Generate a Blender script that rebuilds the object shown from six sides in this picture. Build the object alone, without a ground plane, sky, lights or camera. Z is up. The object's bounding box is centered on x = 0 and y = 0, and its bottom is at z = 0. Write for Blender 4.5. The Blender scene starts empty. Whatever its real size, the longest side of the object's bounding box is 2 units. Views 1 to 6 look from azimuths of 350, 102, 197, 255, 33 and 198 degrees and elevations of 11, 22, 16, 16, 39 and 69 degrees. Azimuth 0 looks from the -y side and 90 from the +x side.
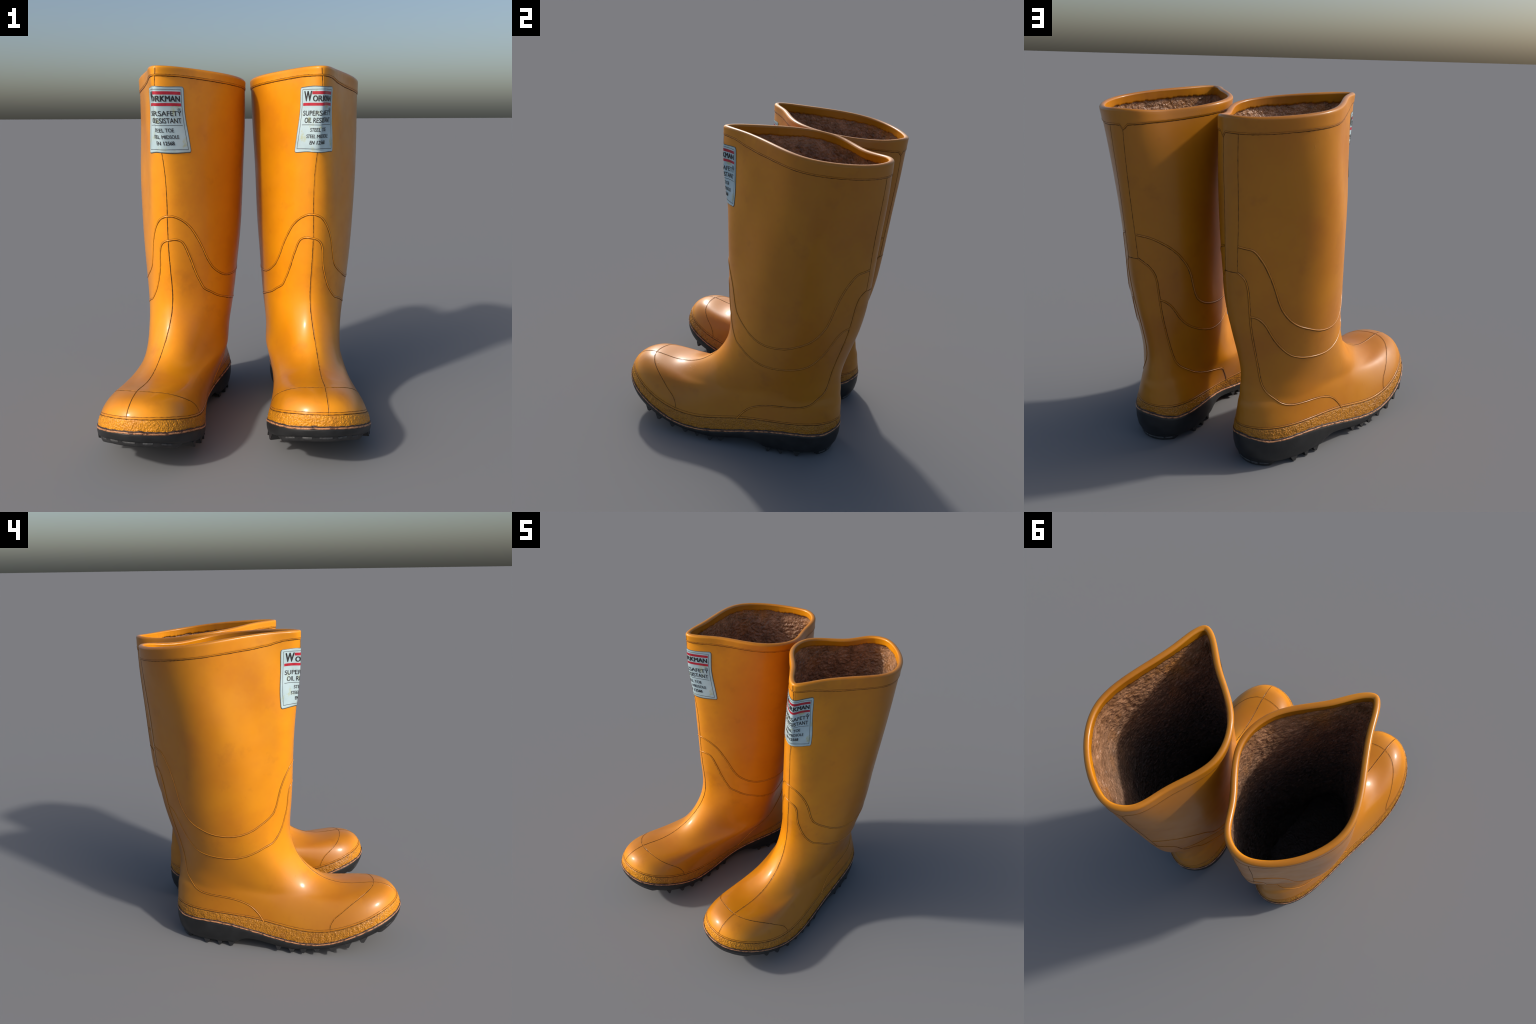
# A pair of worn orange rubber work boots: mirrored left and right, black cleated
# soles, granular welt strip, ribbed panel seams and a printed label on the shin.
import bpy, bmesh, math
import numpy as np
from mathutils import Vector, noise

rng = np.random.default_rng(7)

# ------------------------------------------------------------------ boot form
# The boot is a loft of closed rings, from the sole line up to the rim. Each ring
# runs front -> inner side -> back -> outer side. front/back are (x, y, z) (toe
# points to -y); inner/outer are half widths at fixed fractions front-to-back, and
# lift raises or lowers those side points off the straight front-back line.
FRACTIONS = (.035, .16, .36, .60, .82, .96)


def ring(front, back, inner, outer, inner_lift=(0,) * 6, outer_lift=(0,) * 6):
    f, b = np.array(front), np.array(back)
    pts = [f]
    for p, w, l in zip(FRACTIONS, inner, inner_lift):
        q = f + (b - f) * p
        pts.append(np.array((w, q[1], q[2] + l)))
    pts.append(b)
    for p, w, l in reversed(list(zip(FRACTIONS, outer, outer_lift))):
        q = f + (b - f) * p
        pts.append(np.array((-w, q[1], q[2] + l)))
    return np.array(pts)


RINGS = np.array([
    ring(front=(-.005, -.958, .255), back=(.006, .504, .186),
         inner=(.163, .266, .233, .159, .204, .134), outer=(.133, .252, .279, .241, .206, .115),
         inner_lift=(-.014, -.056, -.141, -.106, -.031, -.031), outer_lift=(-.02, -.079, -.154, -.097, -.027, -.02)),
    ring(front=(-.008, -.942, .315), back=(.01, .504, .239),
         inner=(.156, .252, .233, .187, .197, .125), outer=(.128, .241, .259, .224, .196, .102),
         inner_lift=(-.009, -.058, -.116, -.085, -.03, -.02), outer_lift=(-.017, -.078, -.136, -.068, -.019, -.005)),
    ring(front=(-.009, -.912, .356), back=(.014, .504, .275),
         inner=(.148, .236, .228, .206, .19, .117), outer=(.122, .225, .237, .214, .187, .091),
         inner_lift=(-.006, -.055, -.093, -.068, -.026, -.013), outer_lift=(-.015, -.073, -.114, -.05, -.013, .002)),
    ring(front=(-.008, -.854, .387), back=(.017, .502, .311),
         inner=(.137, .215, .219, .224, .182, .109), outer=(.114, .199, .211, .205, .178, .079),
         inner_lift=(-.006, -.047, -.067, -.047, -.02, -.007), outer_lift=(-.015, -.065, -.085, -.032, -.008, .006)),
    ring(front=(-.008, -.782, .396), back=(.02, .501, .343),
         inner=(.126, .195, .209, .236, .174, .102), outer=(.103, .174, .191, .199, .17, .068),
         inner_lift=(-.008, -.038, -.043, -.028, -.014, -.003), outer_lift=(-.015, -.054, -.058, -.017, -.004, .007)),
    ring(front=(-.008, -.65, .385), back=(.027, .493, .385),
         inner=(.107, .166, .196, .245, .16, .093), outer=(.084, .141, .177, .193, .159, .052),
         inner_lift=(-.007, -.018, -.013, -.006, -.004, .001), outer_lift=(-.013, -.033, -.02, -.001, .001, .006)),
    ring(front=(-.011, -.481, .414), back=(.034, .489, .44),
         inner=(.086, .142, .197, .241, .147, .086), outer=(.061, .13, .186, .193, .15, .035),
         inner_lift=(-.004, -.003, .003, .005, .001, .002), outer_lift=(-.008, -.01, .002, .004, .002, .002)),
    ring(front=(-.006, -.337, .521), back=(.034, .482, .52),
         inner=(.068, .137, .213, .238, .144, .082), outer=(.054, .146, .201, .206, .142, .023)),
    ring(front=(.006, -.256, .679), back=(.032, .508, .65),
         inner=(.058, .151, .233, .252, .157, .085), outer=(.071, .161, .226, .233, .141, .019)),
    ring(front=(.001, -.253, .9), back=(.032, .569, .86),
         inner=(.059, .162, .246, .27, .189, .094), outer=(.077, .166, .252, .266, .154, .026)),
    ring(front=(-.004, -.264, 1.15), back=(.026, .609, 1.12),
         inner=(.059, .165, .255, .289, .214, .099), outer=(.082, .166, .267, .286, .156, .043)),
    ring(front=(-.006, -.278, 1.45), back=(.003, .633, 1.42),
         inner=(.057, .159, .258, .301, .225, .095), outer=(.08, .154, .264, .312, .178, .056)),
    ring(front=(-.038, -.306, 1.75), back=(-.014, .656, 1.7),
         inner=(.029, .138, .263, .316, .209, .09), outer=(.056, .14, .238, .325, .222, .083),
         inner_lift=(.002, .002, .001, -.001, -.005, -.004), outer_lift=(.004, .003, .002, -.001, -.001, -.003)),
    ring(front=(-.036, -.31, 1.997), back=(-.024, .662, 1.912),
         inner=(.024, .117, .287, .316, .172, .085), outer=(.076, .13, .24, .326, .257, .127),
         inner_lift=(.003, .008, -.001, -.008, -.02, -.006), outer_lift=(.002, .009, .007, -.004, -.011, -.008)),
])
NK = len(RINGS)


def _eval(t, M, tq):
    n = len(t) - 1
    I = np.eye(M.shape[1])
    if len(I) == n:                      # periodic: repeat the first row
        I = np.vstack([I, I[:1]])
    h = np.diff(t)
    j = np.clip(np.searchsorted(t, tq, side='right') - 1, 0, n - 1)
    a, b, hh = (t[j + 1] - tq) / h[j], (tq - t[j]) / h[j], h[j] ** 2 / 6
    return (a[:, None] * I[j] + b[:, None] * I[j + 1]
            + ((a ** 3 - a) * hh)[:, None] * M[j] + ((b ** 3 - b) * hh)[:, None] * M[j + 1])


def spline_open(t, tq):
    """Weights of a natural cubic spline through knots t, at tq."""
    n, h = len(t), np.diff(t)
    A, R = np.zeros((n, n)), np.zeros((n, n))
    A[0, 0] = A[-1, -1] = 1
    for i in range(1, n - 1):
        A[i, i - 1], A[i, i], A[i, i + 1] = h[i - 1], 2 * (h[i - 1] + h[i]), h[i]
        R[i, i - 1], R[i, i], R[i, i + 1] = 6 / h[i - 1], -6 / h[i - 1] - 6 / h[i], 6 / h[i]
    return _eval(t, np.linalg.solve(A, R), tq)


def spline_closed(t, tq):
    n, h = len(t) - 1, np.diff(t)
    A, R = np.zeros((n, n)), np.zeros((n, n))
    for i in range(n):
        p, q = (i - 1) % n, (i + 1) % n
        A[i, p] += h[p]
        A[i, i] += 2 * (h[p] + h[i])
        A[i, q] += h[i]
        R[i, p] += 6 / h[p]
        R[i, i] -= 6 / h[p] + 6 / h[i]
        R[i, q] += 6 / h[i]
    M = np.linalg.solve(A, R)
    return _eval(t, np.vstack([M, M[:1]]), tq)


_chord = np.linalg.norm(np.roll(RINGS, -1, 1) - RINGS, axis=2) ** .75
RING_T = np.concatenate([np.zeros((NK, 1)), np.cumsum(_chord, 1)], 1)
_step = np.linalg.norm(np.diff(RINGS, axis=0), axis=2)
LOFT_T = np.concatenate([[0], np.cumsum(.5 * _step.mean(1) + .5 * _step.max(1))])


def surface(u, v):
    """Point of the boot skin. u: 0 front, .25 inner, .5 back, .75 outer; v: ring number."""
    u, v = np.broadcast_arrays(np.asarray(u, float), np.asarray(v, float))
    shape = u.shape
    u, v = u.ravel() % 1.0, v.ravel()
    wv = spline_open(LOFT_T, np.interp(v, np.arange(NK), LOFT_T))
    out = np.zeros((len(u), 3))
    for k in range(NK):
        t = RING_T[k]
        h, e = t[7], t[-1]
        tq = np.where(u < .5, u * 2 * h, h + (u * 2 - 1) * (e - h))
        out += wv[:, k:k + 1] * (spline_closed(t, tq) @ RINGS[k])
    return out.reshape(shape + (3,))


def skin(u, v, lift=0.0):
    """Point, normal of the skin, lifted along the outward normal."""
    u, v = np.broadcast_arrays(np.asarray(u, float), np.asarray(v, float))
    du, dv = 1.5e-3, 1.5e-2
    vl, vh = np.clip(v - dv, 0, NK - 1), np.clip(v + dv, 0, NK - 1)
    a = surface(u + du, v) - surface(u - du, v)
    b = surface(u, vh) - surface(u, vl)
    n = np.cross(a, b)
    n /= np.linalg.norm(n, axis=-1, keepdims=True) + 1e-12
    return surface(u, v) + n * (np.asarray(lift) + dent(u, v))[..., None], n


def dent(u, v):
    """Shallow unevenness of the moulded skin, read off a coarse smooth noise table."""
    x, y = (u % 1.0) * DENTS.shape[1], np.clip(v * 6, 0, DENTS.shape[0] - 1.001)
    i, j = x.astype(int) % DENTS.shape[1], y.astype(int)
    a, b = x - np.floor(x), y - j
    k = (i + 1) % DENTS.shape[1]
    a, b = a * a * (3 - 2 * a), b * b * (3 - 2 * b)
    return (DENTS[j, i] * (1 - a) + DENTS[j, k] * a) * (1 - b) + (DENTS[j + 1, i] * (1 - a) + DENTS[j + 1, k] * a) * b


_du, _dv = np.arange(72) / 72, np.arange(80) / 6
DENTS = np.array([[noise.fractal(Vector(p) * 3.4, 1.0, 2.0, 2) for p in row]
                  for row in surface(_du[None, :], np.clip(_dv, 0, NK - 1)[:, None])])
for _ in range(2):
    DENTS = (np.roll(DENTS, 1, 1) + DENTS + np.roll(DENTS, -1, 1)) / 3
    DENTS[1:-1] = (DENTS[:-2] + DENTS[1:-1] + DENTS[2:]) / 3
DENTS *= .0011


def smooth_line(pts, n):
    """Spline through (u, v) control points, evened out by length on the skin."""
    p = np.array(pts, float)
    d = np.linalg.norm(np.diff(p * (1.6, .16), axis=0), axis=1) ** .6
    t = np.concatenate([[0], np.cumsum(d)])
    q = spline_open(t, np.linspace(0, t[-1], n * 4)) @ p
    x = surface(q[:, 0], q[:, 1])
    s = np.concatenate([[0], np.cumsum(np.linalg.norm(np.diff(x, axis=0), axis=1))])
    w = np.linspace(0, s[-1], n)
    return np.stack([np.interp(w, s, q[:, 0]), np.interp(w, s, q[:, 1])], 1), s[-1]


def fbm(P, scale, octaves=2, seed=0.0):
    off = Vector((seed, seed * .7, -seed))
    return np.array([noise.fractal(Vector(p) * scale + off, 1.0, 2.0, octaves) for p in P.reshape(-1, 3)]).reshape(P.shape[:-1])


def pebble(P, scale, seed=0.0):
    off = Vector((seed, -seed, seed))
    return np.array([noise.cell_vector(Vector(p) * scale + off)[0] * 0 + noise.voronoi(Vector(p) * scale + off)[0][0] for p in P.reshape(-1, 3)]).reshape(P.shape[:-1])


# ---------------------------------------------------------------- panel lines
# Control points (u, v) of the moulded seams; negative u lies on the outer side.
BAND_TOP = [(-.473, 10.53), (-.452, 10.49), (-.436, 10.45), (-.421, 10.33), (-.404, 10.12), (-.387, 9.75),
            (-.372, 9.27), (-.356, 9.03), (-.335, 8.84), (-.308, 8.71), (-.28, 8.60), (-.235, 8.52), (-.207, 8.52),
            (-.175, 8.58), (-.14, 8.72), (-.11, 8.88), (-.09, 9.06), (-.079, 9.29), (-.068, 9.6), (-.053, 9.86),
            (-.033, 10.07), (-.013, 10.16), (.005, 10.18), (.02, 10.17), (.047, 10.09), (.068, 9.96), (.087, 9.74),
            (.105, 9.48), (.121, 9.22), (.14, 9.0), (.163, 8.84), (.197, 8.71), (.24, 8.69), (.275, 8.72),
            (.30, 8.77), (.323, 8.87), (.338, 9.04), (.347, 9.28), (.357, 9.68), (.376, 10.01), (.405, 10.25),
            (.45, 10.45), (.48, 10.51)]
BAND_BOTTOM = [(-.449, 9.14), (-.432, 9.10), (-.416, 8.97), (-.403, 8.68), (-.387, 8.35), (-.365, 8.07),
               (-.34, 7.9), (-.31, 7.81), (-.27, 7.75), (-.235, 7.73), (-.2, 7.79), (-.165, 7.92), (-.135, 8.04),
               (-.108, 8.11), (-.098, 8.16), (-.071, 8.39), (-.05, 8.74), (-.038, 9.09), (-.034, 9.39),
               (-.025, 9.57), (-.01, 9.65), (.008, 9.68), (.03, 9.68), (.047, 9.6), (.058, 9.43), (.072, 9.15),
               (.089, 8.78), (.105, 8.52), (.112, 8.44), (.135, 8.33), (.165, 8.2), (.205, 8.09), (.25, 7.98),
               (.283, 7.93), (.308, 7.96), (.333, 8.05), (.359, 8.2), (.385, 8.48), (.402, 8.8), (.42, 9.04),
               (.441, 9.15)]
COUNTER_OUTER = [(-.291, .98), (-.303, 2.3), (-.315, 2.9), (-.338, 3.5), (-.36, 3.74), (-.385, 3.9),
                 (-.407, 4.2), (-.420, 5.0), (-.435, 6.05), (-.446, 6.9), (-.449, 7.6), (-.45, 8.3), (-.449, 8.9),
                 (-.447, 9.4), (-.449, 9.76), (-.458, 9.97), (-.473, 10.07)]
COUNTER_TOP = [(-.473, 10.07), (-.5, 10.08), (-.515, 10.075)]
COUNTER_INNER = [(.485, 10.075), (.466, 9.97), (.447, 9.74), (.442, 9.44), (.441, 9.12), (.440, 8.63),
                 (.436, 7.97), (.431, 7.22), (.417, 6.28), (.397, 5.56), (.375, 4.68), (.351, 4.25), (.328, 4.0),
                 (.315, 3.0), (.299, .98)]
CAP = [(-.173, .98), (-.17, 1.5), (-.157, 2.15), (-.142, 2.5), (-.1, 3.27), (-.06, 3.72), (-.03, 3.88),
       (0, 3.92), (.03, 3.88), (.05, 3.72), (.069, 3.45), (.105, 2.83), (.133, 2.3), (.15, 1.65), (.157, .98)]
RIM_LINE = [(0, 12.80), (.06, 12.80), (.15, 12.79), (.27, 12.77), (.34, 12.75), (.42, 12.71), (.455, 12.665),
            (.469, 12.65), (.4805, 12.525), (.489, 12.635), (.51, 12.635), (.6, 12.64), (.69, 12.655),
            (.755, 12.655), (.8, 12.66), (.85, 12.67), (.9, 12.71), (.935, 12.775), (.97, 12.795), (1, 12.80)]
STRIP_OUTER, STRIP_INNER = -.476, .4815


def rim_line(u):
    p = np.array(RIM_LINE)
    return np.interp(np.asarray(u) % 1.0, p[:, 0], p[:, 1])


# ------------------------------------------------------------------ materials
def material(name):
    m = bpy.data.materials.new(name)
    m.use_nodes = True
    nt = m.node_tree
    return m, nt, nt.nodes['Principled BSDF']


def node(nt, kind, **kw):
    n = nt.nodes.new(kind)
    for k, v in kw.items():
        if k in n.inputs:
            n.inputs[k].default_value = v
        else:
            setattr(n, k, v)
    return n


def noise_mix(nt, low, high, scale, detail=4.0, pos=(.4, .65), rough=.55, seed=(0, 0, 0)):
    tc = node(nt, 'ShaderNodeTexCoord')
    mp = node(nt, 'ShaderNodeMapping')
    mp.inputs['Location'].default_value = seed
    nt.links.new(tc.outputs['Object'], mp.inputs['Vector'])
    nz = node(nt, 'ShaderNodeTexNoise', Scale=scale, Detail=detail, Roughness=rough)
    nt.links.new(mp.outputs[0], nz.inputs['Vector'])
    rp = node(nt, 'ShaderNodeValToRGB')
    e = rp.color_ramp.elements
    e[0].position, e[1].position = pos
    e[0].color, e[1].color = (*low, 1), (*high, 1)
    nt.links.new(nz.outputs['Fac'], rp.inputs['Fac'])
    return rp.outputs['Color'], nz, mp


def blend(nt, a, b, fac_out, mode='MIX'):
    mx = node(nt, 'ShaderNodeMix', data_type='RGBA', blend_type=mode)
    nt.links.new(fac_out, mx.inputs[0])
    for sock, val in ((mx.inputs[6], a), (mx.inputs[7], b)):
        if isinstance(val, tuple):
            sock.default_value = (*val, 1)
        else:
            nt.links.new(val, sock)
    return mx.outputs[2]


def grey_mask(nt, scale, pos, seed=(0, 0, 0), detail=4.0, rough=.6):
    return noise_mix(nt, (0, 0, 0), (1, 1, 1), scale, detail, pos, rough, seed)[0]


def bump(nt, bsdf, height_out, strength, dist):
    b = node(nt, 'ShaderNodeBump', Strength=strength, Distance=dist)
    nt.links.new(height_out, b.inputs['Height'])
    nt.links.new(b.outputs[0], bsdf.inputs['Normal'])


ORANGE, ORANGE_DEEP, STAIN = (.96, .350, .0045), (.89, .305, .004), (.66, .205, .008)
BAKED_SHADE = .55          # multiplier that paints shade into the sides and back; front stays 1.0


def bake_facing_shade(nt, col):
    """Bake light falloff into the colour: bright facing front, dim at sides and back."""
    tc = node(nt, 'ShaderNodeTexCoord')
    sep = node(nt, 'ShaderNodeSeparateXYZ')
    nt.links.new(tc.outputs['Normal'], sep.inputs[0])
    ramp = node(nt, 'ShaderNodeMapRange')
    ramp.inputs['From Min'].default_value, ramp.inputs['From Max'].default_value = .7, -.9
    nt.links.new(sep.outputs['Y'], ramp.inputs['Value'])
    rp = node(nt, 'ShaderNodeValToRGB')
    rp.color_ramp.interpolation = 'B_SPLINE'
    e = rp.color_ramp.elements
    for pos, g in ((.25, BAKED_SHADE - .04), (.58, BAKED_SHADE + .01), (.73, BAKED_SHADE + .22), (.86, 1.0)):
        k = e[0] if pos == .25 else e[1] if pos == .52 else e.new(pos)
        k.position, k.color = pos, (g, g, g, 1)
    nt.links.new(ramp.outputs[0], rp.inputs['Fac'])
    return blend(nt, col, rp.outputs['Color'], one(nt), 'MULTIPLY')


def one(nt):
    v = node(nt, 'ShaderNodeValue')
    v.outputs[0].default_value = 1.0
    return v.outputs[0]


def orange_rubber(name, rough=.38, grain=0.0):
    m, nt, b = material(name)
    base, nz, _ = noise_mix(nt, ORANGE_DEEP, ORANGE, 3.2, 5, (.35, .62))
    col = blend(nt, base, STAIN, grey_mask(nt, 6.0, (.58, .92), (3, 1, 8), 6))
    col = blend(nt, col, (.80, .235, .010), noise_mix(nt, (0, 0, 0), (.55, .55, .55), 2.3, 6, (.52, .74), .65, (9, 2, 4))[0])
    nt.links.new(bake_facing_shade(nt, col), b.inputs['Base Color'])
    r, _, _ = noise_mix(nt, (rough - .05,) * 3, (rough + .08,) * 3, 9, 4, (.3, .7), seed=(5, 5, 2))
    nt.links.new(r, b.inputs['Roughness'])
    b.inputs['Specular IOR Level'].default_value = .42
    b.inputs['Coat Weight'].default_value = .30
    b.inputs['Coat Roughness'].default_value = .17
    tc = node(nt, 'ShaderNodeTexCoord')
    fine = node(nt, 'ShaderNodeTexNoise', Scale=70.0 if not grain else 140.0, Detail=3.0)
    nt.links.new(tc.outputs['Object'], fine.inputs['Vector'])
    # scattered nicks: sharp peaks of a stretched noise, masked into a few areas
    mp = node(nt, 'ShaderNodeMapping')
    mp.inputs['Scale'].default_value = (1.0, 1.0, .45)
    nt.links.new(tc.outputs['Object'], mp.inputs['Vector'])
    nick = node(nt, 'ShaderNodeTexNoise', Scale=85.0, Detail=2.0)
    nt.links.new(mp.outputs[0], nick.inputs['Vector'])
    peak = node(nt, 'ShaderNodeMapRange')
    peak.inputs['From Min'].default_value, peak.inputs['From Max'].default_value = .70, .80
    nt.links.new(nick.outputs['Fac'], peak.inputs['Value'])
    where = node(nt, 'ShaderNodeTexNoise', Scale=4.5, Detail=1.0)
    nt.links.new(tc.outputs['Object'], where.inputs['Vector'])
    area = node(nt, 'ShaderNodeMapRange')
    area.inputs['From Min'].default_value, area.inputs['From Max'].default_value = .52, .66
    nt.links.new(where.outputs['Fac'], area.inputs['Value'])
    both = node(nt, 'ShaderNodeMath', operation='MULTIPLY')
    nt.links.new(peak.outputs[0], both.inputs[0])
    nt.links.new(area.outputs[0], both.inputs[1])
    mad = node(nt, 'ShaderNodeMath', operation='MULTIPLY_ADD')
    mad.inputs[1].default_value = .10
    nt.links.new(fine.outputs['Fac'], mad.inputs[0])
    nt.links.new(both.outputs[0], mad.inputs[2])
    bump(nt, b, mad.outputs[0], .30 if not grain else grain, .004)
    return m


def plain(name, low, high, scale, rough, bump_scale=0.0, bump_strength=0.0, spec=.5, pos=(.35, .65)):
    m, nt, b = material(name)
    col, nz, mp = noise_mix(nt, low, high, scale, 5, pos)
    nt.links.new(col, b.inputs['Base Color'])
    b.inputs['Roughness'].default_value = rough
    b.inputs['Specular IOR Level'].default_value = spec
    if bump_scale:
        n2 = node(nt, 'ShaderNodeTexNoise', Scale=bump_scale, Detail=4.0)
        nt.links.new(mp.outputs[0], n2.inputs['Vector'])
        bump(nt, b, n2.outputs['Fac'], bump_strength, .006)
    return m


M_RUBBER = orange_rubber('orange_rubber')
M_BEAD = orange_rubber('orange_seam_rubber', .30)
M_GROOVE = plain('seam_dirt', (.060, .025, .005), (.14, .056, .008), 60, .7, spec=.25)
M_FAINT = plain('faint_seam_dirt', (.16, .060, .006), (.30, .105, .007), 60, .6, spec=.3)
M_SOLE = plain('black_rubber', (.012, .0125, .013), (.021, .022, .023), 14, .46, 90, .12)
M_LUG = plain('worn_black_rubber', (.016, .016, .017), (.032, .032, .033), 22, .5, 110, .2)
M_PATCH = plain('grey_worn_rubber', (.030, .031, .033), (.075, .075, .076), 60, .55, 160, .3)
M_TRIM = plain('scuffed_edge', (.13, .055, .030), (.58, .26, .115), 45, .4, 150, .5, pos=(.36, .52))
M_TRIM_DARK = plain('edge_dirt', (.02, .012, .010), (.09, .045, .03), 60, .6, 150, .5)


def welt_material():
    m, nt, b = material('granular_orange_rubber')
    tc = node(nt, 'ShaderNodeTexCoord')
    vo = node(nt, 'ShaderNodeTexVoronoi', Scale=150.0, feature='F1')
    wob = node(nt, 'ShaderNodeTexNoise', Scale=60.0, Detail=3.0)
    add = node(nt, 'ShaderNodeMix', data_type='RGBA', blend_type='ADD')
    add.inputs[0].default_value = .02
    nt.links.new(tc.outputs['Object'], wob.inputs['Vector'])
    nt.links.new(tc.outputs['Object'], add.inputs[6])
    nt.links.new(wob.outputs['Color'], add.inputs[7])
    nt.links.new(add.outputs[2], vo.inputs['Vector'])
    rp = node(nt, 'ShaderNodeValToRGB')
    e = rp.color_ramp.elements
    e[0].position, e[1].position = .25, .85
    e[0].color, e[1].color = (.92, .36, .010, 1), (.60, .225, .010, 1)
    nt.links.new(vo.outputs['Distance'], rp.inputs['Fac'])
    col = blend(nt, rp.outputs['Color'], (.60, .21, .014), grey_mask(nt, 12, (.55, .8), (4, 2, 1), 5))
    nt.links.new(bake_facing_shade(nt, col), b.inputs['Base Color'])
    b.inputs['Roughness'].default_value = .4
    inv = node(nt, 'ShaderNodeMath', operation='SUBTRACT')
    inv.inputs[0].default_value = 1
    nt.links.new(vo.outputs['Distance'], inv.inputs[1])
    bump(nt, b, inv.outputs[0], .45, .004)
    return m


def lining_material():
    m, nt, b = material('brown_fabric_lining')
    base, nz, mp = noise_mix(nt, (.20, .088, .034), (.54, .275, .140), 16, 6, (.34, .68), .65)
    col = blend(nt, base, (.50, .19, .03), grey_mask(nt, 5, (.54, .78), (2, 7, 4), 4))
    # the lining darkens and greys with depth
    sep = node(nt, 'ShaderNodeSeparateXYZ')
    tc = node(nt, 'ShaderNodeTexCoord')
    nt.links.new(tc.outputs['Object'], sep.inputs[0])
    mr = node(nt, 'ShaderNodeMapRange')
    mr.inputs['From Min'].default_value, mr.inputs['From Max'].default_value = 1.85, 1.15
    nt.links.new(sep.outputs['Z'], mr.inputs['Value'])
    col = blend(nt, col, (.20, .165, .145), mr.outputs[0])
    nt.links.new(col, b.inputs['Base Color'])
    b.inputs['Roughness'].default_value = .33
    b.inputs['Specular IOR Level'].default_value = .5
    fine = node(nt, 'ShaderNodeTexNoise', Scale=60.0, Detail=3.0, Roughness=.5)
    nt.links.new(mp.outputs[0], fine.inputs['Vector'])
    bump(nt, b, fine.outputs['Fac'], 1.0, .012)
    return m


def label_material():
    m, nt, b = material('pale_blue_label')
    base, nz, mp = noise_mix(nt, (.45, .60, .64), (.57, .73, .77), 9, 5, (.3, .7))
    col = blend(nt, base, (.50, .52, .20), grey_mask(nt, 17, (.57, .74), (6, 3, 9), 5))
    nt.links.new(col, b.inputs['Base Color'])
    b.inputs['Roughness'].default_value = .3
    return m


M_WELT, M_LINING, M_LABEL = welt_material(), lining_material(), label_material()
M_INK = plain('black_print', (.012, .012, .014), (.045, .045, .05), 40, .45)
M_RED = plain('red_print', (.42, .012, .03), (.60, .022, .05), 30, .4)
M_LABEL_EDGE = plain('label_edge_dirt', (.045, .06, .06), (.10, .12, .11), 60, .5)


# -------------------------------------------------------------- mesh building
class Boot:
    """Collects the parts of one boot; mirrored boots flip x and the face winding."""

    def __init__(self, mirror, location, turn, label):
        self.mirror = mirror
        e = bpy.data.objects.new('rubber_boot', None)
        e.location = location
        e.rotation_euler = (0, 0, turn)
        e.empty_display_size = .2
        bpy.context.collection.objects.link(e)
        e['label'] = label
        e['category'] = 'rubber boot'
        self.root = e

    def part(self, name, verts, faces, mat, parent=None, smooth=True, normals=None, kind=None):
        v = np.array(verts, float).reshape(-1, 3).copy()
        f = [list(q) for q in faces] if not isinstance(faces, np.ndarray) else faces
        if self.mirror:
            v[:, 0] *= -1
            f = f[:, ::-1] if isinstance(f, np.ndarray) else [q[::-1] for q in f]
        me = bpy.data.meshes.new(name)
        if isinstance(f, np.ndarray):
            me.vertices.add(len(v))
            me.vertices.foreach_set('co', v.ravel())
            nf, w = f.shape
            me.loops.add(nf * w)
            me.loops.foreach_set('vertex_index', f.ravel().astype(np.int32))
            me.polygons.add(nf)
            me.polygons.foreach_set('loop_start', np.arange(0, nf * w, w, dtype=np.int32))
            me.update(calc_edges=True)
        else:
            me.from_pydata(v.tolist(), [], f)
        me.validate()
        me.polygons.foreach_set('use_smooth', [smooth] * len(me.polygons))
        if normals is not None:
            n = normals.copy()
            if self.mirror:
                n[:, 0] *= -1
            me.normals_split_custom_set_from_vertices(n.tolist())
        me.materials.append(mat)
        ob = bpy.data.objects.new(name, me)
        bpy.context.collection.objects.link(ob)
        ob.parent = parent or self.root
        if kind:
            ob['kind'] = kind
        return ob


def grid_faces(rows, cols, closed=True):
    i = np.arange(rows - 1)[:, None] * cols
    j = np.arange(cols if closed else cols - 1)[None]
    k = (j + 1) % cols
    return np.stack([i + j, i + k, i + cols + k, i + cols + j], -1).reshape(-1, 4)


def subset(V, N, F, keep):
    used = np.unique(F[keep])
    remap = np.full(len(V), -1)
    remap[used] = np.arange(len(used))
    return V[used], N[used], remap[F[keep]]


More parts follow.
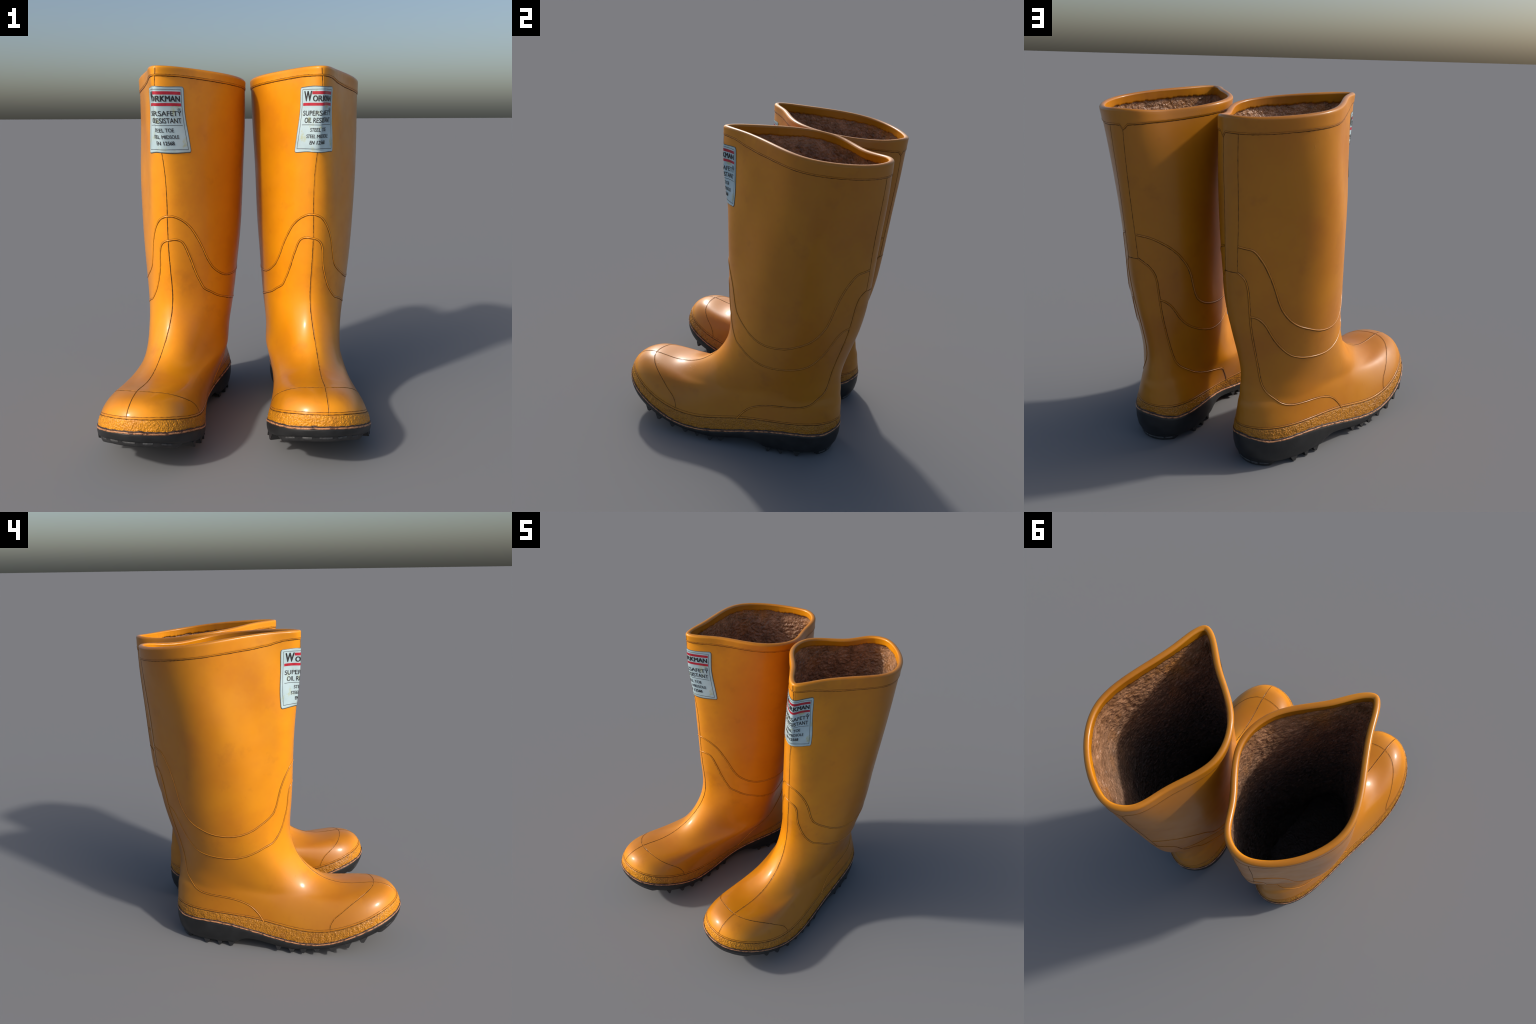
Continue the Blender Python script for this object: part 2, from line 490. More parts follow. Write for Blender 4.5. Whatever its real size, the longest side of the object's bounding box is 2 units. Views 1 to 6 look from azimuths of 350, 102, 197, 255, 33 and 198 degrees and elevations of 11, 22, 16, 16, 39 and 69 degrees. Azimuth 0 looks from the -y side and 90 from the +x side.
def ribbon(uv, half_width, lift, profile, closed=False, side_shift=0.0, jitter=0.0, seed=0):
    """Strip laid on the skin along uv. profile: list of (side, height) offsets."""
    P, N = skin(uv[:, 0], uv[:, 1])
    T = np.roll(P, -1, 0) - np.roll(P, 1, 0) if closed else np.gradient(P, axis=0)
    T /= np.linalg.norm(T, axis=1, keepdims=True) + 1e-12
    S = np.cross(N, T)
    S /= np.linalg.norm(S, axis=1, keepdims=True) + 1e-12
    n = len(uv)
    wob = np.zeros(n)
    scale = np.ones(n)
    if jitter:
        wob = fbm(P, 35.0, 2, seed) * jitter
        scale = np.clip(1 + .8 * fbm(P, 60.0, 2, seed + 5), .35, 1.7)
    rows = []
    for s, h in profile:
        rows.append(P + S * (side_shift + wob + s * half_width * scale)[:, None] + N * (lift * h + 0.0))
    V = np.stack(rows, 1)
    m = len(profile)
    F = grid_faces(n, m, closed=False)
    if closed:
        a = (n - 1) * m + np.arange(m - 1)
        b = np.arange(m - 1)
        F = np.concatenate([F, np.stack([a, a + 1, b + 1, b], 1)])
    return V.reshape(-1, 3), F[:, ::-1]


FLAT = [(-1, -.6), (-.72, 1), (.72, 1), (1, -.6)]
ROUND = [(-1, -.3), (-.75, .55), (-.35, .92), (0, 1), (.35, .92), (.75, .55), (1, -.3)]


def join(parts):
    V, F, o = [], [], 0
    for v, f in parts:
        V.append(v)
        F.append(f + o)
        o += len(v)
    return np.concatenate(V), np.concatenate(F)


# shared shapes, computed once ------------------------------------------------
NU, NV = 512, 420
_u = np.arange(NU) / NU
_v = np.interp(np.linspace(LOFT_T[1] * .82, LOFT_T[-1] * .993, NV), LOFT_T, np.arange(NK))
SKIN_P, SKIN_N = skin(_u[None, :], _v[:, None])


def skin_regions():
    """Which panel each grid face belongs to."""
    uc = (_u + .5 / NU)[None, :]
    vc = (.5 * (_v[1:] + _v[:-1]))[:, None]
    us = np.where(uc > .5, uc - 1, uc)
    top, bot, cap = np.array(BAND_TOP), np.array(BAND_BOTTOM), np.array(CAP)
    vt, vb = np.interp(us, top[:, 0], top[:, 1]), np.interp(us, bot[:, 0], bot[:, 1])
    vcap = np.interp(us, cap[:, 0], cap[:, 1], left=0, right=0)
    co, ci = np.array(COUNTER_OUTER), np.array(COUNTER_INNER)[::-1]
    uo, ui = np.interp(vc, co[:, 1], co[:, 0]) % 1, np.interp(vc, ci[:, 1], ci[:, 0])
    shape = (len(_v) - 1, NU)
    uc, vc2 = np.broadcast_to(uc, shape), np.broadcast_to(vc, shape)
    reg = np.full(shape, 'shaft', dtype='<U16')
    reg[vc2 < vt] = 'ankle_band'
    reg[vc2 < vb] = 'vamp'
    reg[(vc2 < vcap)] = 'toe_cap'
    reg[(uc > ui) & (uc < uo) & (vc2 < 10.08)] = 'heel_counter'
    reg[(uc > STRIP_INNER) & (uc < STRIP_OUTER % 1) & (vc2 >= 10.08)] = 'back_strip'
    return reg.ravel()


REGION = skin_regions()
SKIN_F = grid_faces(NV, NU)


def build_skin(b):
    V, N = SKIN_P.reshape(-1, 3), SKIN_N.reshape(-1, 3)
    # normals of the finished (dented) surface
    du = np.roll(SKIN_P, -1, 1) - np.roll(SKIN_P, 1, 1)
    dv = np.gradient(SKIN_P, axis=0)
    N = np.cross(du, dv)
    N /= np.linalg.norm(N, axis=-1, keepdims=True)
    # normals averaged round the boot to widen the sun-to-shade gradient beyond the true form
    for r in (15, 11):
        N = sum(np.roll(N, i, 1) for i in range(-r, r + 1)) / (2 * r + 1)
    N = (N / np.linalg.norm(N, axis=-1, keepdims=True)).reshape(-1, 3)
    for name in ('shaft', 'back_strip', 'ankle_band', 'vamp', 'toe_cap', 'heel_counter'):
        v, n, f = subset(V, N, SKIN_F, REGION == name)
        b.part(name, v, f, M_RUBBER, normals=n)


# ---- seams
_seams = {}


def seam_parts():
    bead, dark, faint = [], [], []

    def ribbed(pts, n, w=.0042, shift=0.0, both=True, strong=1):
        uv, L = smooth_line(pts, n)
        bead.append(ribbon(uv, w, .0033, ROUND, side_shift=shift))
        dark.append(ribbon(uv, .0021, .0009, FLAT, side_shift=shift + strong * (w + .0006), jitter=.0005, seed=len(dark)))
        if both:
            faint.append(ribbon(uv, .0012, .0009, FLAT, side_shift=shift - strong * (w + .0004), jitter=.0003, seed=len(dark) + 3))

    ribbed(BAND_TOP, 520, strong=-1)
    ribbed(BAND_BOTTOM, 520, strong=-1)
    ribbed(COUNTER_OUTER, 260, w=.0036, strong=-1)
    ribbed(COUNTER_INNER, 260, w=.0036, strong=-1)
    for pts, n, w in ((COUNTER_TOP, 30, .0022), (CAP, 300, .0019), ([(0, .98), (.0005, 3), (-.002, 5), (-.002, 6.5), (.001, 8), (0, 9.5), (0, 10.3)], 300, .0021),
                      ([(0, 10.3), (-.001, 11), (0, 12.2), (.002, 12.8)], 150, .0017), ([(.002, 12.81), (.003, 12.99)], 20, .0016),
                      ([(STRIP_OUTER, 12.63), (STRIP_OUTER + .002, 11.4), (-.473, 10.08)], 160, .0013),
                      ([(STRIP_INNER, 12.53), (STRIP_INNER, 11.4), (.485, 10.07)], 160, .0013)):
        uv, L = smooth_line(pts, n)
        dark.append(ribbon(uv, w, .0009, FLAT, jitter=.0005, seed=len(dark)))
    # a fine raised lip beside the toe cap seam and the centre seam
    uv, L = smooth_line(CAP, 300)
    bead.append(ribbon(uv, .0022, .0012, ROUND, side_shift=.0038))
    uv, L = smooth_line([(0, .98), (.0005, 3), (-.002, 5), (-.002, 6.5), (.001, 8), (0, 9.5), (0, 12.8)], 400)
    bead.append(ribbon(uv, .0022, .0010, ROUND, side_shift=.0038))
    # stitched look of the worn centre seam over the shin: a row of short nicks
    for i, v in enumerate(np.arange(6.9, 9.6, .022)):
        uv = np.stack([np.zeros(3) + rng.normal(0, .0004), np.linspace(v, v + .013, 3)], 1)
        dark.append(ribbon(uv, .0026 + .0012 * rng.random(), .0010, FLAT))
    # double line above the welt
    n = 700
    uu = np.arange(n) / n
    for dv, w, store in ((.04, .0021, dark), (.27, .0014, faint)):
        uv = np.stack([uu, np.full(n, 1.0) + dv], 1)
        store.append(ribbon(uv, w, .0010, FLAT, closed=True, jitter=.0011, seed=11 + dv))
    uv = np.stack([uu, np.full(n, 1.15)], 1)
    bead.append(ribbon(uv, .0032, .0016, ROUND, closed=True))
    # double line under the collar
    m = 900
    uu = np.arange(m) / m
    uv = np.stack([uu, rim_line(uu) - .006], 1)
    dark.append(ribbon(uv, .0021, .0009, FLAT, closed=True, jitter=.0004, seed=31))
    faint.append(ribbon(np.stack([uu, rim_line(uu) + .034], 1), .0012, .0040, [(-1, .5), (-.6, 1), (.6, 1), (1, .5)], closed=True, jitter=.0006, seed=37))
    # the centre seam runs on over the rolled collar
    v = np.linspace(12.83, 12.965, 14)
    P, N = skin(np.full(14, .003), v, np.interp(v, (12.83, 12.9, 12.965), (.0042, .0046, .0050)))
    side = np.array((.0016, 0, 0))
    dark.append((np.stack([P - side, P + side], 1).reshape(-1, 3), grid_faces(14, 2, closed=False)))
    return join(bead), join(dark), join(faint)


SEAM_BEAD, SEAM_DARK, SEAM_FAINT = seam_parts()


def build_seams(b):
    s = b.part('panel_seam', *SEAM_BEAD, M_BEAD)
    b.part('seam_groove', *SEAM_DARK, M_GROOVE, parent=s)
    b.part('seam_hairline', *SEAM_FAINT, M_FAINT, parent=s)


# ---- collar: rolled rim, with an irregular orange band inside
def collar_shape():
    n = 640
    u = np.arange(n) / n
    v0 = rim_line(u)
    top = NK - 1.0
    rows = []
    for f, lift in ((0, -.002), (.004, .0018), (.03, .0030), (.25, .0032), (.5, .0030), (.72, .0034), (.86, .0036), (.95, .0034)):
        rows.append(skin(u, v0 + (top - .035 - v0) * f, np.full(n, lift))[0])
    P, N = skin(u, np.full(n, top - .035))
    up = np.array((0, 0, 1.0))
    for a in np.linspace(10, 170, 11):
        a = math.radians(a)
        rows.append(P + N * (-.0120 + .0155 * math.cos(a)) + up * (.0125 * math.sin(a) - .001))
    depth = .185 + .030 * fbm(P, 16.0, 5, 9.0) + .022 * fbm(P, 60.0, 3, 19.0)
    for f in (.05, .25, .5, .75, .95, 1.0):
        lift = -.0268 + .0040 * f if f < 1 else -.013
        rows.append(skin(u, top - .035 - depth * f, np.full(n, lift))[0])
    V = np.stack(rows)
    return V.reshape(-1, 3), grid_faces(len(rows), n)


COLLAR = collar_shape()


# ---- lining sleeve and footbed
def lining_shape():
    n = 600
    u = np.arange(n) / n
    vs = np.interp(np.linspace(LOFT_T[1] + .02, np.interp(12.86, np.arange(NK), LOFT_T), 420), LOFT_T, np.arange(NK))
    P, N = skin(u[None], vs[:, None])
    bumps = (fbm(P * (1, 1, 1.35), 44.0, 4, 4.0) * .0052 - np.abs(fbm(P * (1, 1, 1.5), 30.0, 2, 14.0)) * .005) + fbm(P[::2, ::2], 9.0, 2, 6.0).repeat(2, 0).repeat(2, 1)[:len(vs), :n] * .003
    tuck = np.clip((vs - 12.35) / .25, 0, 1)[:, None]
    P = P - N * (.0200 + bumps * (1 - .65 * tuck) - .0058 * tuck)[..., None]
    V = P.reshape(-1, 3)
    return V, grid_faces(len(vs), n)[:, ::-1]


LINING = lining_shape()


def footbed_shape():
    n = 160
    u = np.arange(n) / n
    P, N = skin(u, np.full(n, 1.1), np.full(n, -.012))
    rows = []
    for s in np.linspace(1, 0, 24):
        q = P.copy()
        mid = P[(n - np.arange(n)) % n]
        c = (P + mid) / 2
        q[:, 0] = c[:, 0] + (P[:, 0] - c[:, 0]) * s
        q[:, 2] = c[:, 2] + (P[:, 2] - c[:, 2]) * s
        rows.append(q)
    V = np.stack(rows)
    V[..., 2] += .004 * fbm(V, 20.0, 3, 3.0)
    return V.reshape(-1, 3), grid_faces(24, n)


FOOTBED = footbed_shape()


# ---- welt: the granular strip between the feather line and the sole
def welt_shape():
    n, rows = 1500, 34
    u = np.arange(n) / n
    v = np.linspace(0.02, 1.02, rows)
    P, N = skin(u[None], v[:, None])
    d = np.linspace(0, 1, rows)
    bulge = .0012 + .0016 * np.sin(np.pi * np.clip(d, 0, 1)) ** .5
    d1 = pebble(P, 125.0, 3.0)
    g = fbm(P, 34.0, 3, 8.0)
    fade = np.clip((1 - d) * 9, 0, 1)
    P = P + N * ((bulge * fade)[:, None] + ((.45 - d1) * .0040 + g * .0020) * fade[:, None])[..., None]
    return P.reshape(-1, 3), grid_faces(rows, n)


WELT = welt_shape()


def trim_shape():
    """Scuffed pale lip along the joint of welt and sole, and the dirty crack above it."""
    n = 1100
    u = np.arange(n) / n
    P, N = skin(u, np.full(n, .02))
    a = fbm(P, 40.0, 3, 15.0)
    b2 = fbm(P, 30.0, 3, 25.0)
    rows, dark = [], []
    for s, h in ((-.0066, -.003), (-.0058, .0045), (-.0022, .0080), (.0026, .0074), (.0050, .004), (.0056, -.003)):
        q = P + N * (h + .0012 * a)[:, None]
        q[:, 2] += s + .0026 * b2
        rows.append(q)
    for s, h in ((.0028, .0015), (.0040, .0050), (.0090, .0054), (.0118, .002)):
        q = P + N * (h + .0012 * b2)[:, None]
        q[:, 2] += s + .0034 * a + (.0030 * b2 if s > .004 else 0)
        dark.append(q)
    return ((np.stack(rows).reshape(-1, 3), grid_faces(6, n)), (np.stack(dark).reshape(-1, 3), grid_faces(4, n)))


TRIM, TRIM_DARK = trim_shape()

# ---- sole: side wall height follows the arch, heel block and toe spring
SIDE_EDGE = np.array([(-.97, .214), (-.93, .204), (-.884, .184), (-.81, .152), (-.73, .125), (-.634, .098), (-.542, .071), (-.45, .053),
                      (-.36, .042), (-.275, .034), (-.2, .041), (-.12, .057), (-.05, .070), (0.0, .074), (.03, .070),
                      (.055, .058), (.085, .036), (.105, .029), (.2, .027), (.35, .027), (.52, .027)])


def side_edge(y):
    return np.interp(y, SIDE_EDGE[:, 0], SIDE_EDGE[:, 1])


SOLE_N = 600
_us = np.arange(SOLE_N) / SOLE_N


def outline(u, inset=0.0):
    """Plan outline of the sole (ring 0) and its horizontal outward direction."""
    P = surface(u, np.zeros_like(u))
    T = surface(u + .003, np.zeros_like(u)) - surface(u - .003, np.zeros_like(u))
    n = np.stack([T[:, 1], -T[:, 0], 0 * T[:, 0]], 1)
    n /= np.linalg.norm(n, axis=1, keepdims=True)
    c = P.mean(0)
    if ((P - c) * n).sum() < 0:
        n = -n
    return P - n * inset, n


def heel_taper(n):
    """How far the heel block draws in towards the ground: most at the back."""
    return .016 + .014 * np.clip(n[:, 1], 0, 1) ** 2


def sole_shape():
    P, n = outline(_us)
    zb = side_edge(P[:, 1])
    rows = []
    heel = np.clip((P[:, 1] - .04) / .08, 0, 1) * heel_taper(n)
    for f, out in ((0, -.004), (0.0, .003), (.12, .0062), (.45, .0060), (.75, .0035), (.93, .0), (1.0, -.0045)):
        taper = heel * (.18 * f + .82 * f ** 4)
        q = P + n * (out - taper)[:, None]
        q[:, 2] = P[:, 2] - .002 + (zb - P[:, 2]) * f
        if f > .9:
            q[:, 2] = np.where(f == 1.0, side_edge(q[:, 1]), q[:, 2])
        rows.append(q)
    side = len(rows)
    base = rows[-1].copy()
    base[:, 2] += .004
    m = (SOLE_N - np.arange(SOLE_N)) % SOLE_N
    for s in (.93, .75, .5, .25, 0.0):
        q = base.copy()
        c = (base + base[m]) / 2
        q[:, :2] = c[:, :2] + (base[:, :2] - c[:, :2]) * s
        q[:, 2] = side_edge(q[:, 1]) + .006
        rows.append(q)
    V = np.stack(rows)
    return V.reshape(-1, 3), grid_faces(len(rows), SOLE_N)[:, ::-1]


SOLE_V, SOLE_F = sole_shape()


def vertex_normals(V, F):
    fn = np.cross(V[F[:, 2]] - V[F[:, 0]], V[F[:, 3]] - V[F[:, 1]])
    N = np.zeros_like(V)
    for k in range(4):
        np.add.at(N, F[:, k], fn)
    return N / (np.linalg.norm(N, axis=1, keepdims=True) + 1e-12)


SOLE_NORMALS = vertex_normals(SOLE_V, SOLE_F)


def block_along(u0, u1, n, inset, width, top, drop, round_ends=True):
    """Cleat that follows the sole outline from u0 to u1 (toe and heel cleats)."""
    u = np.linspace(u0, u1, n)
    P, nn = outline(u % 1.0)
    z = side_edge(P[:, 1])
    e = np.linspace(0, 1, n)
    end = np.clip(np.minimum(e, 1 - e) * 14, 0, 1) ** .5 if round_ends else np.ones(n)
    heel = np.clip((P[:, 1] - .04) / .08, 0, 1) * (heel_taper(nn) - .004)
    rows = []
    for out, dz in ((0.006, top), (0.0, top - .006), (-.001, -drop * .55), (-.006, -drop * .9), (-.014, -drop), (-width * .8, -drop), (-width, -drop * .4), (-width, top)):
        q = P + nn * (-inset + out - heel)[:, None]
        q[:, 2] = np.maximum(z + (dz * end if dz < 0 else dz), 0.0)
        rows.append(q)
    V = np.stack(rows)
    F = grid_faces(len(rows), n, closed=False)[:, ::-1]
    return V.reshape(-1, 3), F, len(rows), n


def lug_mesh(mirror):
    """Unit cleat: wide at its root, wedge-shaped outer face, bevelled; +x points outward."""
    bm = bmesh.new()
    top = [(.47, -.5, .35), (.47, .5, .35), (-.5, .42, .35), (-.5, -.42, .35)]
    bot = [(.50, -.15, -1), (.50, .15, -1), (-.5, .24, -1), (-.5, -.24, -1)]
    v = [bm.verts.new(p) for p in top + bot]
    for f in ((0, 1, 2, 3), (7, 6, 5, 4), (0, 4, 5, 1), (1, 5, 6, 2), (2, 6, 7, 3), (3, 7, 4, 0)):
        bm.faces.new([v[i] for i in f])
    bmesh.ops.recalc_face_normals(bm, faces=bm.faces)
    bmesh.ops.bevel(bm, geom=list(bm.edges), offset=.045, segments=2, affect='EDGES')
    me = bpy.data.meshes.new('lug')
    bm.to_mesh(me)
    bm.free()
    me.materials.append(M_LUG)
    return me


LUG = lug_mesh(False)
FORE_LUGS = (-.72, -.62, -.53, -.442, -.357, -.268, -.19)
HEEL_LUGS = (.122, .205, .292)


def build_sole(b):
    ymid = SOLE_V[SOLE_F][:, :, 1].mean(1)
    row = np.arange(len(SOLE_F)) // SOLE_N
    is_heel = (ymid > .07) & (row >= 2)
    v, n, f = subset(SOLE_V, SOLE_NORMALS, SOLE_F, ~is_heel)
    sole = b.part('sole', v, f, M_SOLE, normals=n)
    v, n, f = subset(SOLE_V, SOLE_NORMALS, SOLE_F, is_heel)
    heel = b.part('heel', v, f, M_SOLE, normals=n)
    b.part('scuffed_edge', *TRIM, M_TRIM, parent=sole)
    b.part('edge_crack', *TRIM_DARK, M_TRIM_DARK, parent=sole)
    # toe cleat and heel cleat follow the outline
    for name, u0, u1, host, drop in (('toe_cleat', .914 - 1, .092, sole, .034), ('heel_cleat', .438, .562, heel, .028)):
        V, F, r, n = block_along(u0, u1, 90, .006, .075, .010, drop)
        caps = [[i * n for i in range(r)], [i * n + n - 1 for i in range(r)][::-1]]
        b.part(name, V, [list(q) for q in F] + caps, M_LUG, parent=host)
        # worn grey rectangles on the face of the cleat
        parts = []
        for i, uc in enumerate(np.linspace(u0, u1, 7)[1:-1]):
            w = .0075 + .003 * ((i * 7) % 3) / 2
            u = np.linspace(uc - w, uc + w, 8)
            P, nn = outline(u % 1)
            hs = np.clip((P[:, 1] - .04) / .08, 0, 1) * (heel_taper(nn) - .004)
            z = side_edge(P[:, 1])
            rr = []
            for out, dz in ((-.0072, -.005), (-.0050, -.0060), (-.0062, -.0150 - .003 * (i % 2)), (-.0085, -.0165 - .003 * (i % 2))):
                q = P + nn * (out - hs)[:, None]
                q[:, 2] = np.maximum(z + dz, .002)
                rr.append(q)
            parts.append((np.stack(rr).reshape(-1, 3), grid_faces(4, 8, closed=False)[:, ::-1]))
        b.part('worn_patch', *join(parts), M_PATCH, parent=host)
    # single cleats down both sides
    uu = np.linspace(0, 1, 1200, endpoint=False)
    P, nn = outline(uu)
    for ys, host, size in ((FORE_LUGS, sole, (.115, .054, .027)), (HEEL_LUGS, heel, (.10, .048, .026))):
        for y in ys:
            for half in (uu < .5, uu >= .5):
                idx = np.nonzero(half)[0]
                i = idx[np.abs(P[idx, 1] - y).argmin()]
                z = side_edge(y)
                hs = np.clip((y - .04) / .08, 0, 1) * .012
                out = P[i] + nn[i] * ((.0015 if host is sole else -.002) - hs)
                d = nn[i] * 1.0
                ang = math.atan2(d[1], d[0]) + rng.normal(0, .05)
                s = np.array(size) * (1 + rng.normal(0, (.06, .12, .10), 3))
                y2 = rng.normal(0, .006)
                depth = min(s[2], z - .001)
                c = out - d * s[0] * .5 + np.array((0, y2, 0))
                ob = bpy.data.objects.new('lug', LUG)
                bpy.context.collection.objects.link(ob)
                x, a = (-c[0], math.pi - ang) if b.mirror else (c[0], ang)
                ob.location = (x, c[1], z)
                ob.rotation_euler = (0, 0, a)
                ob.scale = (s[0], s[1], depth)
                ob.parent = host


# ---- label on the shin
LABEL_TOP, LABEL_BOTTOM = 12.58, 11.325
_lu = np.linspace(-.13, .13, 521)
_lv = np.linspace(LABEL_TOP + .06, LABEL_BOTTOM - .06, 24)
_lp = surface(_lu[None, :], _lv[:, None])
_ls = np.concatenate([np.zeros((24, 1)), np.cumsum(np.linalg.norm(np.diff(_lp, axis=1), axis=2), 1)], 1)
_ls -= _ls[:, 260:261]                       # distance round the shin from the crest


def label_uv(x, y, flip):
    """Label coordinates: x -1..1 left to right, y 0 (top) .. 1 (bottom)."""
    x, y = np.broadcast_arrays(np.asarray(x, float), np.asarray(y, float))
    left, right = (-.141, .124) if flip else (-.129, .169)
    s = (left + right) / 2 + x * (right - left) / 2 * (.985 + .03 * y)
    if flip:
        s = -s
    v = LABEL_TOP + (LABEL_BOTTOM - LABEL_TOP) * y
    row = np.clip((v - _lv[0]) / (_lv[-1] - _lv[0]) * 23, 0, 22.999)
    u = np.zeros(x.shape)
    flat_u, flat_s, flat_r = u.ravel(), s.ravel(), row.ravel()
    for k in range(23):
        m = (flat_r >= k) & (flat_r < k + 1)
        if m.any():
            f = flat_r[m] - k
            flat_u[m] = np.interp(flat_s[m], _ls[k], _lu) * (1 - f) + np.interp(flat_s[m], _ls[k + 1], _lu) * f
    return flat_u.reshape(x.shape), v


def on_label(x, y, flip, lift):
    u, v = label_uv(x, y, flip)
    return skin(u, v, np.full(np.shape(u), lift))[0]


def label_strip(pts, w, flip, lift, n=60):
    """Flat printed line through label coordinates."""
    p = np.array(pts, float)
    seg = []
    for a, c in zip(p[:-1], p[1:]):
        t = np.linspace(0, 1, n)[:, None]
        q = a + (c - a) * t
        d = (c - a) * (.140, .33)
        d /= np.linalg.norm(d)
        off = np.array((-d[1] / .140, d[0] / .33)) * w / 2
        e = (c - a) / np.linalg.norm((c - a) * (.140, .33)) * w / 2
        q[0] -= e
        q[-1] += e
        A = on_label(*(q + off).T, flip, lift)
        B_ = on_label(*(q - off).T, flip, lift)
        V = np.stack([A, B_], 1).reshape(-1, 3)
        F = grid_faces(n, 2, closed=False)
        seg.append((V, F))
    return join(seg)


def text_geometry(body, x0, x1, y0, y1):
    """Built-in font, filled, cut into fine columns, fitted to a label rectangle."""
    cu = bpy.data.curves.new('wording', 'FONT')
    cu.body = body
    cu.resolution_u = 6
    ob = bpy.data.objects.new('wording', cu)
    bpy.context.collection.objects.link(ob)
    bpy.context.view_layer.update()
    me = bpy.data.meshes.new_from_object(ob.evaluated_get(bpy.context.evaluated_depsgraph_get()))
    bpy.data.objects.remove(ob)
    bpy.data.curves.remove(cu)
    bm = bmesh.new()
    bm.from_mesh(me)
    bpy.data.meshes.remove(me)
    xs, ys = [v.co.x for v in bm.verts], [v.co.y for v in bm.verts]
    lo, hi, bo, to = min(xs), max(xs), min(ys), max(ys)
    for c in np.linspace(lo, hi, 90)[1:-1]:
        bmesh.ops.bisect_plane(bm, geom=list(bm.verts) + list(bm.edges) + list(bm.faces), plane_co=(c, 0, 0), plane_no=(1, 0, 0))
    bmesh.ops.triangulate(bm, faces=bm.faces)
    bm.verts.ensure_lookup_table()
    V = np.array([v.co[:] for v in bm.verts])
    F = np.array([[v.index for v in f.verts] for f in bm.faces])
    bm.free()
    X = x0 + (V[:, 0] - lo) / (hi - lo) * (x1 - x0)
    Y = y1 + (V[:, 1] - bo) / (to - bo) * (y0 - y1)
    return X, Y, F


WORDS = [('W', -.79, -.41, .075, .245, .012), ('ORKMAN', -.345, .82, .152, .248, .012),
         ('SUPERSAFETY', -.80, .84, .407, .487, .003), ('OIL RESISTANT', -.69, .80, .515, .586, .003),
         ('STEEL TOE', -.36, .44, .657, .710, .0025), ('STEEL MIDSOLE', -.50, .60, .750, .801, .0025),
         ('EN 12568', -.30, .38, .838, .891, .005), ('R', .742, .798, .372, .399, .003)]
TEXTS = [text_geometry(*w[:5]) + (w[5],) for w in WORDS]


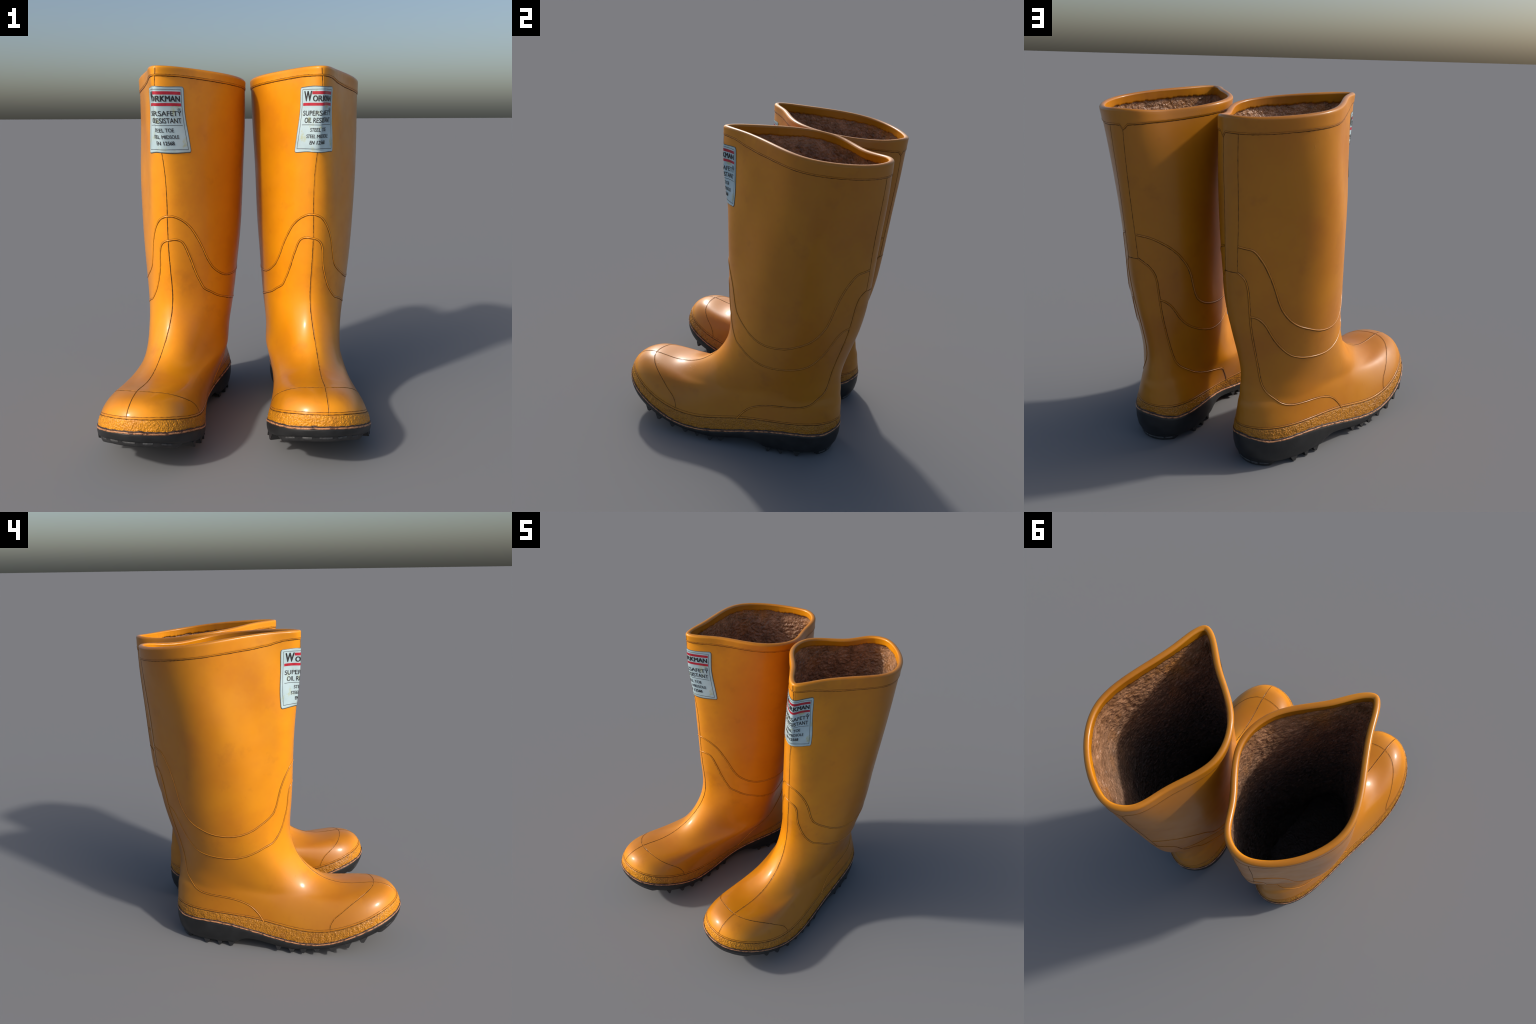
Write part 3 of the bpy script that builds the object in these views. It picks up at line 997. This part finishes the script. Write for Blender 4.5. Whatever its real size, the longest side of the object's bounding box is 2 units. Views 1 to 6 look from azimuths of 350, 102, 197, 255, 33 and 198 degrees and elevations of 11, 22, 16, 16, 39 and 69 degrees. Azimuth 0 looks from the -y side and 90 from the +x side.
def build_label(b):
    # on the plain boot label x runs outer -> inner (u rising); mirrored boots reverse it
    flip = b.mirror
    nx, ny = 70, 60
    r = .05
    rows = []
    X, Y = np.meshgrid(np.linspace(-1, 1, nx), np.linspace(0, 1, ny))
    # rounded corners and a slightly wavy outline
    edge = np.abs(Y - .5) * 2
    X = X * (1 - .05 * np.clip((edge - .94) / .06, 0, 1) ** 2) * (1 + .010 * np.sin(Y * 9 + 1))
    Y = Y + .006 * np.sin(X * 5) * (edge > .9)
    P = on_label(X, Y, flip, .0024)
    back = on_label(X, Y, flip, -.002)
    F = grid_faces(ny, nx, closed=False)
    ring_i = np.concatenate([np.arange(nx), nx * np.arange(1, ny) + nx - 1, nx * (ny - 1) + np.arange(nx - 2, -1, -1), nx * np.arange(ny - 2, 0, -1)])
    k = nx * ny
    wall = np.stack([ring_i, np.roll(ring_i, -1), np.roll(ring_i, -1) + k, ring_i + k], 1)
    V = np.concatenate([P.reshape(-1, 3), back.reshape(-1, 3)])
    ok = orient(F, V, b)
    lab = b.part('label', V, np.concatenate([ok, wall]), M_LABEL)
    ob = lab
    # worn dark edge of the label
    loop = np.concatenate([np.stack([X[0], Y[0]], 1), np.stack([X[1:, -1], Y[1:, -1]], 1), np.stack([X[-1, -2::-1], Y[-1, -2::-1]], 1), np.stack([X[-2:0:-1, 0], Y[-2:0:-1, 0]], 1)])
    nxt = np.roll(loop, -1, 0)
    d = (np.roll(loop, -1, 0) - np.roll(loop, 1, 0)) * (.140, .33)
    d /= np.linalg.norm(d, axis=1, keepdims=True) + 1e-9
    off = np.stack([-d[:, 1] / .140, d[:, 0] / .33], 1)
    outer, inner = loop - off * .0022, loop + off * .0016
    A = on_label(outer[:, 0], outer[:, 1], flip, .0012)
    B_ = on_label(inner[:, 0], inner[:, 1], flip, .0030)
    n = len(loop)
    V = np.stack([A, B_]).reshape(-1, 3)
    b.part('label_edge', V, orient(grid_faces(2, n), V, b), M_LABEL_EDGE, parent=lab)
    # printing
    frame = label_strip([(-.89, .045), (.89, .045), (.89, .955), (-.89, .955), (-.89, .045)], .0022, flip, .0029)
    rule = label_strip([(-.80, .615), (.82, .615)], .0022, flip, .0029)
    V, F = join([frame, rule])
    b.part('printed_rule', V, orient(F, V, b), M_INK, parent=lab)
    stripes = join([label_strip([(-.33, .105), (.80, .105)], .0175, flip, .0030), label_strip([(-.78, .298), (.80, .298)], .0165, flip, .0030)])
    b.part('printed_stripe', stripes[0], orient(stripes[1], stripes[0], b), M_RED, parent=lab)
    parts = []
    for X, Y, F, bold in TEXTS:
        # each extra impression sits a hair higher, so no two faces coincide
        for k, (dx, dy) in enumerate(((0, 0), (-1, .4), (1, -.4), (-1, -.4), (1, .4))[:5 if bold else 1]):
            parts.append((on_label(X + dx * bold, Y + dy * bold * .4, flip, .0033 + k * .00012), F))
    t = np.linspace(0, 2 * np.pi, 33)[:-1]
    cir = [(.77 + rr / .140 * np.cos(t), .385 + rr / .33 * np.sin(t)) for rr in (.0100, .0082)]
    Vc = np.concatenate([on_label(c[0], c[1], flip, .0033) for c in cir])
    q = grid_faces(2, 32)
    parts.append((Vc, np.concatenate([q[:, [0, 1, 2]], q[:, [0, 2, 3]]])))
    V, F = join(parts)
    b.part('lettering', V, orient(F, V, b), M_INK, parent=lab)


def orient(F, V, b):
    """Wind every face so that it looks out of the shin."""
    a, c, d = V[F[:, 0]], V[F[:, 1]], V[F[:, 2]]
    n = np.cross(c - a, d - a)
    m = (a + c + d) / 3 - np.array((0, .12, 0))
    m[:, 2] = 0
    bad = (n * m).sum(1) < 0
    G = F.copy()
    G[bad] = F[bad][:, ::-1]
    return G


# ------------------------------------------------------------------ build all
def build_boot(mirror, location, turn, label):
    b = Boot(mirror, location, turn, label)
    build_skin(b)
    build_seams(b)
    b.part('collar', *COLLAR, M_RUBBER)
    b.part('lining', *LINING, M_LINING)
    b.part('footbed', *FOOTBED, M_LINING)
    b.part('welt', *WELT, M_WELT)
    build_sole(b)
    build_label(b)
    return b


build_boot(False, (-.300, .200, 0), math.radians(-22), 'tall orange rubber work boot with black cleated sole and shin label')
build_boot(True, (.4332, .1246, 0), math.radians(-8.23), 'mirrored orange rubber work boot with black cleated sole and shin label')
